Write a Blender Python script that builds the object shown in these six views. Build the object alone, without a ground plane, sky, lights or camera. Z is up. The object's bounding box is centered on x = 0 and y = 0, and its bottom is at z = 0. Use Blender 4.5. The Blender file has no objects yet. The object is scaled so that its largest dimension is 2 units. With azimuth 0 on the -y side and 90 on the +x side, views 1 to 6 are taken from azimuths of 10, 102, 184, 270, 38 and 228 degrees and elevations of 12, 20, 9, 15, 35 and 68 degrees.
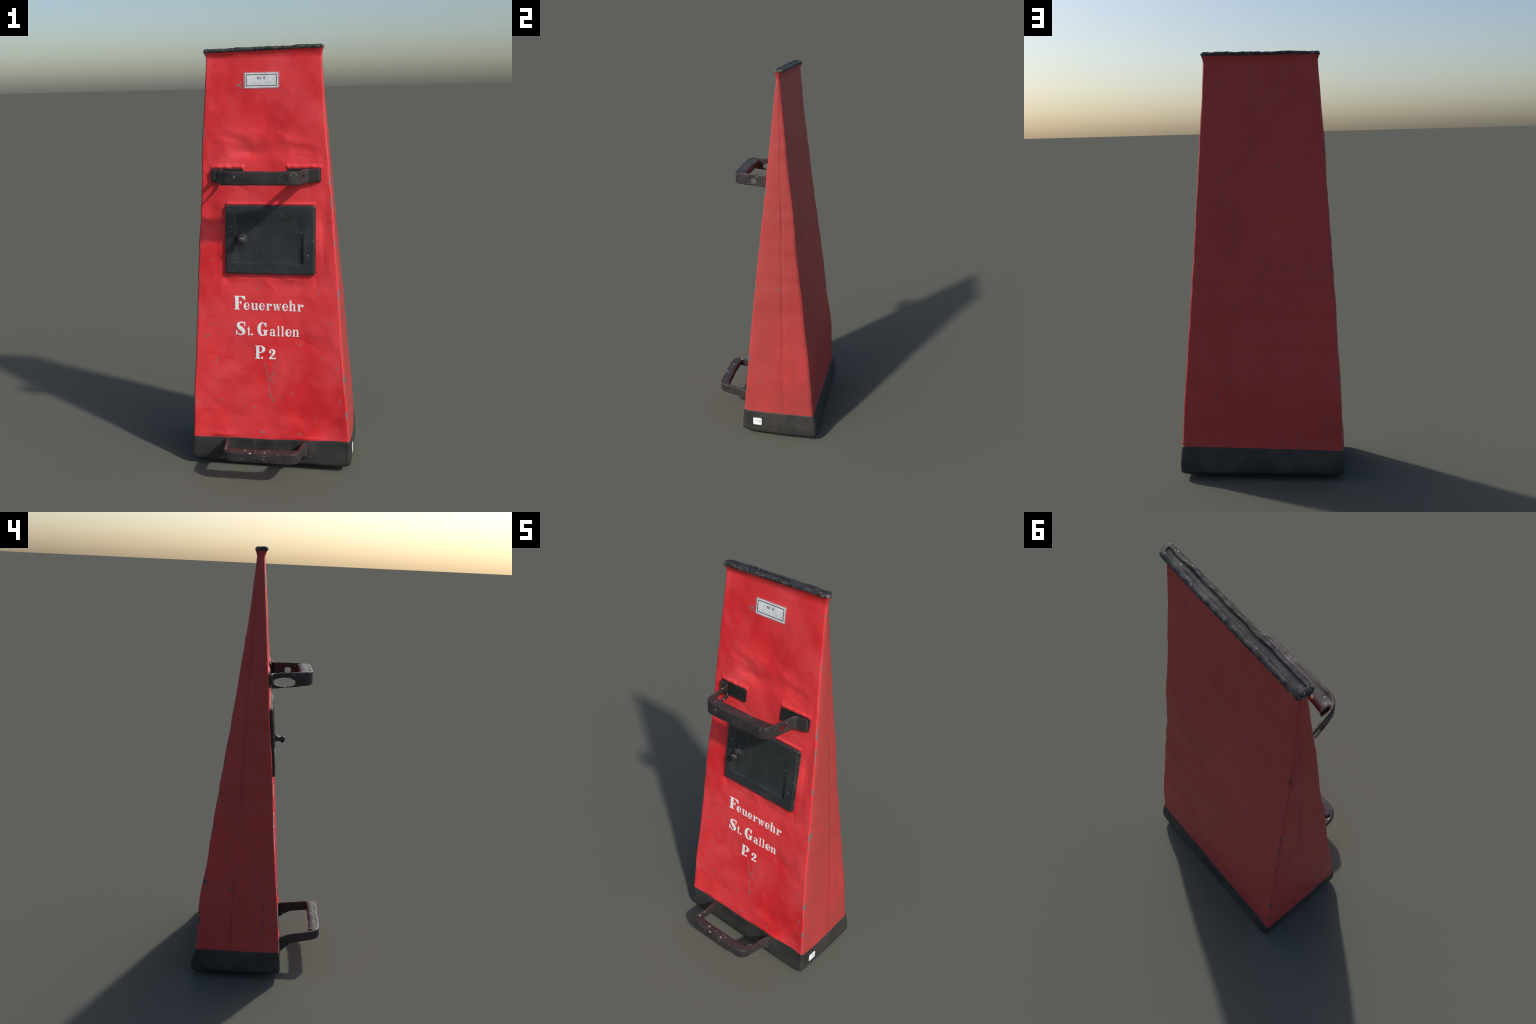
import bpy, bmesh, math
import numpy as np
from mathutils import Vector

# ---------------------------------------------------------------- helpers
rng = np.random.RandomState(7)
LAT = rng.rand(32, 32, 32)


def noise3(x, y, z, s):
    """smooth lattice noise in -1..1, feature size s"""
    x, y, z = np.broadcast_arrays(np.asarray(x, float) / s, np.asarray(y, float) / s, np.asarray(z, float) / s)
    xi, yi, zi = np.floor(x).astype(int), np.floor(y).astype(int), np.floor(z).astype(int)
    fx, fy, fz = x - xi, y - yi, z - zi
    fx, fy, fz = [f * f * f * (f * (6 * f - 15) + 10) for f in (fx, fy, fz)]
    out = 0
    for a in (0, 1):
        for b in (0, 1):
            for c in (0, 1):
                w = (fx if a else 1 - fx) * (fy if b else 1 - fy) * (fz if c else 1 - fz)
                out = out + w * LAT[(xi + a) % 32, (yi + b) % 32, (zi + c) % 32]
    return out * 2 - 1


def sstep(a, b, x):
    t = np.clip((np.asarray(x, float) - a) / (b - a), 0, 1)
    return t * t * (3 - 2 * t)


def gauss(x, c, w):
    return np.exp(-((np.asarray(x, float) - c) / w) ** 2)


def smooth_table(zs, vs):
    """control points -> smooth function of height"""
    g = np.linspace(-0.1, 2.1, 441)
    v = np.interp(g, zs, vs)
    # keep the end slopes
    lo = g < zs[0]
    v[lo] = vs[0] + (g[lo] - zs[0]) * (vs[1] - vs[0]) / (zs[1] - zs[0])
    hi = g > zs[-1]
    v[hi] = vs[-1] + (g[hi] - zs[-1]) * (vs[-1] - vs[-2]) / (zs[-1] - zs[-2])
    k = np.exp(-np.linspace(-2, 2, 17) ** 2)
    k /= k.sum()
    v = np.convolve(np.pad(v, 8, mode='reflect', reflect_type='odd'), k, 'valid')
    return lambda z: np.interp(z, g, v)


def link(ob, parent=None):
    bpy.context.scene.collection.objects.link(ob)
    if parent:
        ob.parent = parent
    return ob


def mesh_object(name, verts, faces, mat, parent=None, smooth=True, angle=None):
    me = bpy.data.meshes.new(name)
    me.from_pydata([tuple(v) for v in verts], [], [tuple(f) for f in faces])
    me.update()
    me.materials.append(mat)
    if smooth:
        me.polygons.foreach_set('use_smooth', [True] * len(me.polygons))
    if angle:
        me.set_sharp_from_angle(angle=math.radians(angle))
    return link(bpy.data.objects.new(name, me), parent)


# ---------------------------------------------------------------- node helpers
class Nodes:
    def __init__(self, name):
        self.mat = bpy.data.materials.new(name)
        self.mat.use_nodes = True
        self.t = self.mat.node_tree
        self.t.nodes.clear()
        self.out = self.t.nodes.new('ShaderNodeOutputMaterial')
        self.bsdf = self.t.nodes.new('ShaderNodeBsdfPrincipled')
        self.t.links.new(self.bsdf.outputs[0], self.out.inputs[0])
        self.co = self.t.nodes.new('ShaderNodeTexCoord').outputs['Object']
        sep = self.t.nodes.new('ShaderNodeSeparateXYZ')
        self.t.links.new(self.co, sep.inputs[0])
        self.x, self.y, self.z = sep.outputs[0], sep.outputs[1], sep.outputs[2]

    def set(self, sock, v):
        if isinstance(v, bpy.types.NodeSocket):
            self.t.links.new(v, sock)
        elif isinstance(v, tuple) and len(v) == 3 and sock.type == 'RGBA':
            sock.default_value = (*v, 1)
        else:
            sock.default_value = v

    def math(self, op, a, b=0.0, c=0.0):
        n = self.t.nodes.new('ShaderNodeMath')
        n.operation = op
        for i, v in enumerate((a, b, c)):
            self.set(n.inputs[i], v)
        return n.outputs[0]

    def ramp(self, v, lo, hi, a=0.0, b=1.0):
        n = self.t.nodes.new('ShaderNodeMapRange')
        n.interpolation_type = 'SMOOTHSTEP'
        for k, val in (('Value', v), ('From Min', lo), ('From Max', hi), ('To Min', a), ('To Max', b)):
            self.set(n.inputs[k], val)
        return n.outputs[0]

    def noise(self, scale, detail=2.0, rough=0.5, stretch=(1, 1, 1), shift=(0, 0, 0)):
        m = self.t.nodes.new('ShaderNodeMapping')
        m.inputs['Scale'].default_value = stretch
        m.inputs['Location'].default_value = shift
        self.t.links.new(self.co, m.inputs[0])
        n = self.t.nodes.new('ShaderNodeTexNoise')
        self.t.links.new(m.outputs[0], n.inputs['Vector'])
        n.inputs['Scale'].default_value = scale
        n.inputs['Detail'].default_value = detail
        n.inputs['Roughness'].default_value = rough
        return n.outputs[0]

    def specks(self, scale, radius, keep, stretch=(1, 1, 1), shift=(0, 0, 0)):
        """sparse round specks from voronoi cells"""
        m = self.t.nodes.new('ShaderNodeMapping')
        m.inputs['Scale'].default_value = stretch
        m.inputs['Location'].default_value = shift
        self.t.links.new(self.co, m.inputs[0])
        v = self.t.nodes.new('ShaderNodeTexVoronoi')
        v.inputs['Scale'].default_value = scale
        self.t.links.new(m.outputs[0], v.inputs['Vector'])
        s = self.t.nodes.new('ShaderNodeSeparateColor')
        self.t.links.new(v.outputs['Color'], s.inputs[0])
        d = self.math('ADD', v.outputs['Distance'], self.math('MULTIPLY_ADD', self.noise(scale * 4, 3.0, 0.7), 2.4 * radius, -0.9 * radius))
        dot = self.ramp(d, radius * 1.35, radius * 0.95)
        return self.math('MULTIPLY', dot, self.math('LESS_THAN', s.outputs[0], keep))

    def mix(self, f, a, b):
        n = self.t.nodes.new('ShaderNodeMix')
        n.data_type = 'RGBA'
        self.set(n.inputs[0], f)
        self.set(n.inputs[6], a)
        self.set(n.inputs[7], b)
        return n.outputs[2]

    def bump(self, h, strength, dist):
        n = self.t.nodes.new('ShaderNodeBump')
        n.inputs['Strength'].default_value = strength
        n.inputs['Distance'].default_value = dist
        self.t.links.new(h, n.inputs['Height'])
        self.t.links.new(n.outputs[0], self.bsdf.inputs['Normal'])

    def finish(self, color, rough=0.5, spec=0.4, metal=0.0):
        self.set(self.bsdf.inputs['Base Color'], color)
        self.set(self.bsdf.inputs['Roughness'], rough)
        self.set(self.bsdf.inputs['Specular IOR Level'], spec)
        self.set(self.bsdf.inputs['Metallic'], metal)
        return self.mat


def segment_group():
    """distance from a 2D point to a segment, as a node group"""
    g = bpy.data.node_groups.new('segment_distance', 'ShaderNodeTree')
    for nm in ('P', 'A', 'B'):
        g.interface.new_socket(nm, in_out='INPUT', socket_type='NodeSocketVector')
    g.interface.new_socket('Distance', in_out='OUTPUT', socket_type='NodeSocketFloat')
    i = g.nodes.new('NodeGroupInput')
    o = g.nodes.new('NodeGroupOutput')

    def vm(op, a, b):
        n = g.nodes.new('ShaderNodeVectorMath')
        n.operation = op
        g.links.new(a, n.inputs[0])
        if b is not None:
            g.links.new(b, n.inputs[3 if op == 'SCALE' else 1])
        return n

    pa = vm('SUBTRACT', i.outputs[0], i.outputs[1]).outputs[0]
    ba = vm('SUBTRACT', i.outputs[2], i.outputs[1]).outputs[0]
    num = vm('DOT_PRODUCT', pa, ba).outputs['Value']
    den = vm('DOT_PRODUCT', ba, ba).outputs['Value']
    d = g.nodes.new('ShaderNodeMath')
    d.operation = 'DIVIDE'
    d.use_clamp = True
    g.links.new(num, d.inputs[0])
    g.links.new(den, d.inputs[1])
    sc = vm('SCALE', ba, d.outputs[0]).outputs[0]
    df = vm('SUBTRACT', pa, sc).outputs[0]
    ln = vm('LENGTH', df, None).outputs['Value']
    g.links.new(ln, o.inputs[0])
    return g


SEG = segment_group()


# ---------------------------------------------------------------- materials
RED = (0.76, 0.044, 0.050)
RED_DEEP = (0.66, 0.020, 0.026)
RED_PALE = (0.78, 0.088, 0.100)  # pinkish sheen reflections painted into the red as pale patches
RED_BAKED_SHADE = (0.38, 0.048, 0.045)


def red_paint(name, axis, edge_lo, edge_hi, scratches=(), seam=None, shade_tint=0.0, chips=0.5, chip_col=(0.24, 0.21, 0.22)):
    """enamel red; bare metal chips along the two long edges (lines coord = a + b*z)"""
    n = Nodes(name)
    big = n.noise(3.6, 2.0, 0.5, (1, 1, 0.8), (1.3, 0, .4))
    mid = n.noise(6.5, 3.5, 0.55, (1, 1, 0.8), (3, 1, 2))
    streak = n.noise(9.0, 3.0, 0.6, (0.8, 1, 2.2), (7, 1, 5))
    col = n.mix(n.ramp(big, 0.36, 0.60), RED_DEEP, RED)
    col = n.mix(n.math('MULTIPLY', n.ramp(mid, 0.42, 0.72), 0.42), col, RED_PALE)
    col = n.mix(n.math('MULTIPLY', n.ramp(streak, 0.56, 0.72), 0.55), col, RED_DEEP)
    # side and back red darkened in broad patches, baking in the scan's shade
    if shade_tint:
        shade_mask = n.math('MULTIPLY', n.ramp(n.noise(2.6, 3.0, 0.55, (1, 1, 0.6), (2, 8, 3)), -0.05, 0.5), shade_tint)
        col = n.mix(shade_mask, col, RED_BAKED_SHADE)
        vert_streak = n.noise(22.0, 3.0, 0.6, (1, 1, 0.06), (4, 2, 7))
        col = n.mix(n.math('MULTIPLY', n.ramp(vert_streak, 0.48, 0.75), 0.25 * shade_tint), col, (0.26, 0.042, 0.038))
    fine = n.noise(140.0, 2.0, 0.6)
    col = n.mix(n.math('MULTIPLY', n.ramp(fine, 0.5, 0.8), 0.2), col, (0.50, 0.05, 0.05))
    c = n.x if axis == 'x' else n.y
    lo = n.math('SUBTRACT', c, n.math('MULTIPLY_ADD', n.z, edge_lo[1], edge_lo[0]))
    hi = n.math('SUBTRACT', n.math('MULTIPLY_ADD', n.z, edge_hi[1], edge_hi[0]), c)
    d = n.math('MINIMUM', lo, hi)
    near = n.ramp(d, 0.012, 0.001)
    patchy = n.noise(34.0, 3.0, 0.65, (1, 1, 0.55), (9, 4, 1))
    chip = n.ramp(n.math('MULTIPLY', near, patchy), chips, chips + 0.05)
    # stray specks
    sp = n.specks(15.0, 0.085, 0.16, (1, 1, 0.8))
    chip = n.math('MAXIMUM', chip, n.math('MULTIPLY', sp, 0.8))
    if scratches:
        comb = n.t.nodes.new('ShaderNodeCombineXYZ')
        n.set(comb.inputs[0], c)
        n.set(comb.inputs[1], n.z)
        wob = n.math('MULTIPLY_ADD', n.noise(60.0, 2.0), 0.004, -0.002)
        for (ax, az, bx, bz, w, dark) in scratches:
            s = n.t.nodes.new('ShaderNodeGroup')
            s.node_tree = SEG
            n.set(s.inputs[0], comb.outputs[0])
            s.inputs[1].default_value = (ax, az, 0)
            s.inputs[2].default_value = (bx, bz, 0)
            m = n.ramp(n.math('ADD', s.outputs[0], wob), w * 1.2, w * 0.35)
            chip = n.math('MAXIMUM', chip, n.math('MULTIPLY', m, dark * .88))
    col = n.mix(chip, col, chip_col)
    if seam:
        ds = n.math('ABSOLUTE', n.math('SUBTRACT', c, n.math('MULTIPLY_ADD', n.z, seam[1], seam[0])))
        ds = n.math('ADD', ds, n.math('MULTIPLY_ADD', n.noise(25.0), 0.006, -0.003))
        line = n.math('MULTIPLY', n.ramp(ds, 0.0085, 0.0), n.ramp(n.noise(7.0, 2.0, 0.5, (1, 1, 0.6)), 0.3, 0.6, 0.08, 0.42))
        col = n.mix(line, col, (0.16, 0.022, 0.022))
    n.bump(n.noise(60.0, 3.0, 0.6), 0.12, 0.004)
    rough = n.math('MULTIPLY_ADD', n.noise(11.0, 2.0), 0.25, 0.36)
    return n.finish(col, rough, 0.35)


def black_paint(name, base, hi, wear=(0.30, 0.29, 0.28), speck=0.2, scale=45.0, rough=0.5, radius=0.13, edge=True, lip=(.53, .60, .45, .62, .6), spec=.4):
    n = Nodes(name)
    col = n.mix(n.ramp(n.noise(9.0, 3.0, 0.6), 0.35, 0.68), base, hi)
    sp = n.specks(scale, radius, speck, (1, 1, 0.8))
    sp2 = n.specks(scale * 2.1, radius, speck * 0.8, (0.7, 0.7, 1), (5, 2, 1))
    w = n.math('MAXIMUM', sp, n.math('MULTIPLY', sp2, 0.7))
    col = n.mix(w, col, wear)
    if edge:
        g = n.t.nodes.new('ShaderNodeNewGeometry')
        e = n.ramp(g.outputs['Pointiness'], lip[0], lip[1])
        e = n.math('MULTIPLY', e, n.ramp(n.noise(70.0, 3.0, 0.6), lip[2], lip[3]))
        col = n.mix(n.math('MULTIPLY', e, lip[4]), col, wear)
    n.bump(n.noise(80.0, 3.0, 0.6), 0.2, 0.004)
    return n.finish(col, rough, spec)


def plain(name, col, rough=0.6, var=0.1):
    n = Nodes(name)
    dark = tuple(c * (1 - var) for c in col)
    c = n.mix(n.ramp(n.noise(30.0, 2.0), 0.35, 0.65), col, dark)
    return n.finish(c, rough, 0.3)


# scratches in (x, z) on the front panel: x0, z0, x1, z1, half width, strength
FRONT_SCRATCH = [
    (-.024, .525, -.017, .483, .0030, .85), (-.017, .483, -.009, .441, .0034, .9), (.025, .513, .016, .475, .0022, .8),
    (.016, .475, -.004, .441, .0036, .85), (-.010, .443, .022, .426, .0026, .85), (.024, .475, .022, .430, .0016, .6),
    (-.008, .435, -.007, .400, .0026, .85), (-.007, .400, .001, .370, .0036, .9), (.001, .370, .017, .335, .0044, .9),
    (.004, .337, .012, .337, .0030, .5),
    (-.138, 1.822, -.130, 1.834, .0050, .9), (-.150, 1.826, -.136, 1.826, .0042, .9), (-.136, 1.826, -.126, 1.814, .0040, .9),
    (-.296, .652, -.316, .640, .0040, .8), (-.285, .700, -.283, .697, .0050, .8), (-.262, .535, -.266, .503, .0026, .8),
    (-.225, .594, -.225, .592, .0040, .7), (-.240, .330, -.240, .338, .0050, .7), (-.075, .300, -.075, .306, .0058, .8),
    (-.042, .182, -.034, .180, .0075, .85), (.050, .570, .050, .565, .004, .7), (.033, .532, .038, .533, .004, .6),
    (.290, .720, .292, .728, .004, .7), (.318, .520, .318, .510, .004, .8), (.105, .385, .106, .380, .004, .7),
    (.335, .362, .338, .338, .0040, .8), (.245, .560, .245, .553, .004, .7), (-.285, 1.012, -.278, 1.018, .003, .8),
    (.045, 1.760, .052, 1.764, .0035, .5), (.130, 1.575, .140, 1.578, .0030, .6), (.225, .660, .195, .645, .0016, .5),
    (-.360, .300, -.365, .330, .003, .6), (.235, .880, .236, .862, .003, .6), (.22, .262, .22, .268, .004, .5),
]
LEFT_SCRATCH = [
    (.020, .430, -.004, .408, .0040, .8), (-.004, .408, -.020, .378, .0034, .8), (-.020, .378, -.022, .335, .0050, .9),
    (-.022, .310, -.024, .275, .0044, .85), (-.024, .275, -.012, .222, .0034, .85), (-.012, .530, -.010, .500, .0036, .8),
    (-.040, .460, -.036, .410, .0020, .6), (.140, .448, .132, .450, .0065, .9), (.195, .445, .192, .460, .003, .6),
    (.215, .335, .222, .335, .006, .7), (.004, .372, .004, .376, .005, .7),
]
RIGHT_SCRATCH = [
    (-.020, .330, -.012, .335, .008, .35), (.070, .380, .074, .376, .004, .4), (.100, .400, .104, .385, .003, .4),
    (-.045, .990, -.043, .985, .005, .6), (.160, .345, .163, .340, .004, .35),
]
BACK_SCRATCH = [
    (.170, 1.860, .160, 1.855, .005, .8), (.145, 1.440, .145, 1.442, .005, .8), (.160, 1.340, .162, 1.325, .004, .7),
    (.165, 1.300, .165, 1.302, .006, .8), (-.070, 1.310, -.070, 1.312, .006, .8), (-.095, 1.475, -.108, 1.462, .004, .8),
    (-.140, 1.000, -.142, 1.002, .005, .7), (-.136, .985, -.137, .986, .006, .8), (.120, .810, .118, .808, .007, .5),
]

M_FRONT = red_paint('red_enamel_front', 'x', (-.390, .0506), (.388, -.0758), FRONT_SCRATCH, chips=0.53, chip_col=(.20, .165, .175))
M_BACK = red_paint('red_enamel_back', 'x', (-.394, .052), (.394, -.0775), BACK_SCRATCH, shade_tint=0.8, chips=0.56, chip_col=(.06, .05, .053))
M_LEFT = red_paint('red_enamel_side', 'y', (-.112, .084), (.308, -.118), LEFT_SCRATCH, seam=(.136, -.030), shade_tint=0.8, chips=0.58, chip_col=(.07, .072, .078))
M_RIGHT = red_paint('red_enamel_side', 'y', (-.112, .084), (.308, -.118), RIGHT_SCRATCH, seam=(.117, -.0245), shade_tint=1.0, chips=0.59, chip_col=(.12, .11, .115))
M_BAND = black_paint('black_base_paint', (.024, .024, .0235), (.046, .043, .040), (.14, .135, .13), 0.12, 26.0, 0.55, 0.10, edge=False)
M_RIM = black_paint('black_rim_paint_pale_lips', (.018, .020, .021), (.045, .047, .047), (.30, .28, .26), 0.16, 62.0, 0.62, 0.2, lip=(.51, .57, .40, .62, .6), spec=.25)  # black rim colour with paler grey crest edges and specks
M_HATCH = black_paint('black_hatch_paint', (.022, .026, .028), (.034, .038, .040), (.22, .23, .23), 0.2, 34.0, 0.45, 0.13, lip=(.52, .58, .45, .6, .4))
M_HANDLE = black_paint('worn_dark_steel', (.027, .024, .0245), (.047, .039, .040), (.36, .31, .285), 0.27, 32.0, 0.5, 0.20)
M_PLATE = plain('dark_green_black_plate', (.020, .024, .025), 0.5, 0.3)
M_WHITE = plain('white_lettering_paint', (.90, .92, .92), 0.5, 0.06)
M_CARD = plain('paper_card', (.78, .80, .81), 0.35, 0.14)
M_INK = plain('dark_ink', (.075, .085, .10), 0.5, 0.2)
M_FADED = plain('faded_blue_ink', (.52, .55, .62), 0.5, 0.2)
M_FILM = plain('clear_film_over_red', (.56, .17, .19), 0.25, 0.15)
M_STICK = plain('white_sticker', (.88, .91, .92), 0.5, 0.03)
M_STICKINK = plain('grey_ink', (.40, .42, .44), 0.5, 0.1)

# ---------------------------------------------------------------- shell shape
# four corner lines of the tapering case, as functions of height
FLx = smooth_table([0, .15, .255, .425, .554, .822, 1.10, 1.293, 1.45, 1.58, 1.71, 1.80, 1.935],
                   [-.388, -.381, -.377, -.371, -.363, -.350, -.337, -.324, -.319, -.315, -.305, -.300, -.291])
FRx = smooth_table([0, .15, .295, .411, .596, .81, 1.004, 1.137, 1.356, 1.51, 1.72, 1.93],
                   [.384, .378, .367, .356, .342, .328, .314, .303, .286, .271, .253, .241])
BLx = smooth_table([0, .075, .155, .233, .42, .577, .68, .82, .95, 1.10, 1.283, 1.48, 1.612, 1.70, 1.757, 1.80, 1.938],
                   [-.392, -.390, -.388, -.384, -.379, -.372, -.368, -.363, -.354, -.347, -.337, -.329, -.321, -.312, -.306, -.307, -.296])
BRx = smooth_table([0, .153, .232, .422, .602, .754, .96, 1.206, 1.369, 1.516, 1.62, 1.751, 1.854, 1.919],
                   [.393, .383, .376, .362, .346, .333, .316, .297, .286, .273, .267, .256, .249, .243])
FLy = smooth_table([0, .16, .334, .484, .65, .88, 1.06, 1.24, 1.36, 1.52, 1.70, 1.85, 1.95],
                   [-.112, -.100, -.086, -.070, -.053, -.036, -.022, -.002, .006, .020, .034, .047, .054])
FRy = smooth_table([0, .176, .377, .514, .648, .83, .94, 1.125, 1.31, 1.50, 1.60, 1.71, 1.83, 1.93],
                   [-.113, -.100, -.086, -.077, -.066, -.050, -.039, -.023, -.005, .010, .021, .030, .040, .051])
BLy = smooth_table([0, .075, .15, .216, .293, .369, .434, .536, .605, .743, .887, .979, 1.059, 1.20, 1.325, 1.44, 1.575, 1.72, 1.833, 1.927],
                   [.311, .307, .290, .286, .283, .280, .274, .257, .245, .231, .212, .199, .189, .168, .151, .137, .119, .102, .093, .083])
BRy = smooth_table([0, .075, .158, .309, .493, .616, .815, .934, 1.057, 1.205, 1.37, 1.50, 1.621, 1.747, 1.901],
                   [.306, .298, .281, .267, .247, .230, .205, .188, .171, .158, .138, .118, .105, .090, .075])


def bulge(z):
    return np.interp(z, [.0, .15, .2, .4, .6, .75, .9, 1.0, 1.4, 1.6, 1.9, 2.0],
                     [.000, -.003, -.006, -.008, -.007, -.005, -.003, -.002, -.002, -.005, -.004, .0])


DENTS = [  # x, z, rx, rz, tilt, height (+ out)
    (-.205, .170, .030, .018, .0, .003), (.175, .172, .035, .018, .3, .003), (-.20, .255, .06, .05, .0, -.008), (.15, .265, .06, .05, .0, -.008), (.255, .240, .060, .10, .5, -.006),
    (-.300, .200, .040, .07, .0, -.003), (.05, .33, .10, .12, .4, .004), (-.10, .47, .07, .10, -.3, .004),
    (.16, .65, .10, .06, .2, -.004), (-.02, .72, .12, .035, .1, .003), (.03, .90, .14, .05, .0, -.004),
    (-.03, .93, .03, .03, .0, .003), (-.20, .93, .03, .05, .0, -.003), (.17, .90, .09, .03, .0, -.003),
    (-.10, 1.525, .075, .030, -.15, -.006), (-.22, 1.545, .06, .035, .3, .004), (-.12, 1.60, .10, .022, -.25, .0035),
    (.10, 1.57, .11, .020, -.22, .003), (.18, 1.53, .05, .03, .0, -.004), (.02, 1.66, .08, .05, .0, -.002),
    (-.20, 1.78, .05, .04, .5, -.0025), (.0, 1.48, .09, .03, .0, .003), (.17, 1.39, .04, .015, .0, -.002),
    (-.27, 1.22, .03, .10, .0, -.003), (.26, 1.18, .03, .10, .0, -.003), (-.1, 1.34, .2, .03, .0, -.002),
]


CREASES = [  # sharp folds: x0, z0, x1, z1, half width, height
    (-.26, 1.580, -.17, 1.568, .012, .0026), (-.10, 1.625, -.03, 1.598, .008, .0020), (.03, 1.607, .09, 1.585, .006, .0026),
    (-.18, 1.515, -.08, 1.525, .014, -.0034), (.12, 1.505, .21, 1.490, .012, -.0030), (-.02, 1.600, -.005, 1.690, .026, -.0016),
    (-.27, 1.475, -.20, 1.500, .010, -.0022), (-.13, 1.470, -.10, 1.500, .010, .0022), (.09, 1.470, .13, 1.495, .010, -.0022),
    (.20, 1.465, .24, 1.485, .008, .0022), (-.16, 1.370, -.10, 1.345, .012, -.0022), (.13, 1.365, .20, 1.350, .012, -.0026),
    (-.215, .950, -.205, .905, .012, -.0035), (.215, .945, .225, .890, .012, -.0030), (.06, .935, .13, .925, .012, .0022),
    (.185, .165, .285, .300, .022, .0050), (.235, .165, .330, .260, .026, -.0045), (-.235, .165, -.150, .235, .022, .0050),
    (-.02, .925, .03, .870, .014, .0030), (-.255, 1.00, -.245, 1.22, .016, -.0030), (.255, .99, .245, 1.24, .014, -.0030),
    (.10, .66, .24, .60, .030, -.0030), (-.17, .73, .16, .715, .030, -.0022),
]


def front_disp(x, z, t):
    """outward displacement of the front sheet; t = 0..1 across it"""
    x, z = np.asarray(x, float), np.asarray(z, float)
    d = bulge(z) * np.clip(1 - (2 * t - 1) ** 2, 0, 1)
    fade = sstep(0, .06, t) * sstep(0, .06, 1 - t)
    e = 0
    for (cx, cz, rx, rz, tilt, h) in DENTS:
        c, s = math.cos(tilt), math.sin(tilt)
        dx, dz = x - cx, z - cz
        u, v = c * dx + s * dz, -s * dx + c * dz
        e = e + h * np.exp(-(u / rx) ** 2 - (v / rz) ** 2)
    e = e + 0.0022 * noise3(x, 3.3, z, .11) + 0.0010 * noise3(x, 8.1, z, .045)
    # raised ledges at the pale lines above the hatch and the handle plates, puckers at the lower handle
    led = gauss(z, 1.283, .006) * sstep(-.215, -.20, x) * sstep(.222, .205, x) * .006
    led = led + gauss(z, 1.455, .008) * (sstep(-.285, -.27, x) * sstep(-.112, -.13, x) + sstep(.076, .09, x) * sstep(.250, .235, x)) * (.006 + .003 * noise3(x, 1, z, .02))
    led = led + gauss(z, .160, .010) * (gauss(x, -.235, .05) + gauss(x, .175, .06)) * .006
    # the sheet is pressed back where the hatch is let into it
    e = e - .012 * sstep(-.200, -.175, x) * sstep(.205, .180, x) * sstep(.965, .985, z) * sstep(1.270, 1.245, z)
    # band sheet swells at the feet of the lower handle
    led = led + (gauss(x, -.232, .035) + gauss(x, .192, .040)) * gauss(z, .095, .035) * .010
    for (ax, az, bx, bz, w, h) in CREASES:
        L = math.hypot(bx - ax, bz - az)
        u = ((x - ax) * (bx - ax) + (z - az) * (bz - az)) / L
        v = ((x - ax) * (bz - az) - (z - az) * (bx - ax)) / L
        win = sstep(-.25 * L, .3 * L, u) * sstep(1.25 * L, .7 * L, u)
        e = e + h * win * np.exp(-np.sqrt(v * v + .002 ** 2) / w)
    return d + (e + led) * fade


def front_y(x, z):
    xl, xr = FLx(z) - .002, FRx(z) + .003
    t = np.clip((x - xl) / (xr - xl), 0, 1)
    return FLy(z) * (1 - t) + FRy(z) * t - .002 - front_disp(x, z, t)


SEAM_DEPTH = 0.006


def side_disp(t, y, z, sgn):
    """side bellows: valley fold, t = 0 front .. 1 back, outward displacement"""
    k = np.clip((z - .15) / 1.78, 0, 1)
    c = .55 + .10 * k
    v = np.where(t < c, t / c, (1 - t) / (1 - c))
    # both side sheets swell a little; the fold stays as a shallow valley
    swell = .0125 if sgn > 0 else .004
    belly = np.sin(np.pi * np.clip(t, 0, 1) ** .8) ** .7
    d = swell * belly * np.interp(z, [0, .10, .16, .35, .9, 1.3, 1.95], [.1, .5, .75, 1, 1, .55, .1])
    d = d - .0014 * gauss(t, c, .04) * np.interp(z, [0, .2, 1.8, 1.95], [.2, 1, 1, 0])
    return d + (.0018 * noise3(sgn * 5, y, z, .12) + .0007 * noise3(sgn * 9, y, z, .05)) * sstep(0, .1, t) * sstep(0, .1, 1 - t)


def back_disp(x, z, t):
    return (.002 * noise3(x, 15.5, z, .16) + .0008 * noise3(x, 21.5, z, .06)) * sstep(0, .08, t) * sstep(0, .08, 1 - t) \
        + .007 * (1 - (2 * t - 1) ** 2) * np.interp(z, [.1, .3, .6, .9, 1.2, 1.7, 1.95], [0, 0, .5, .5, -.1, -.1, .1])


NF, NS, NB, NC = 150, 60, 90, 6


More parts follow.
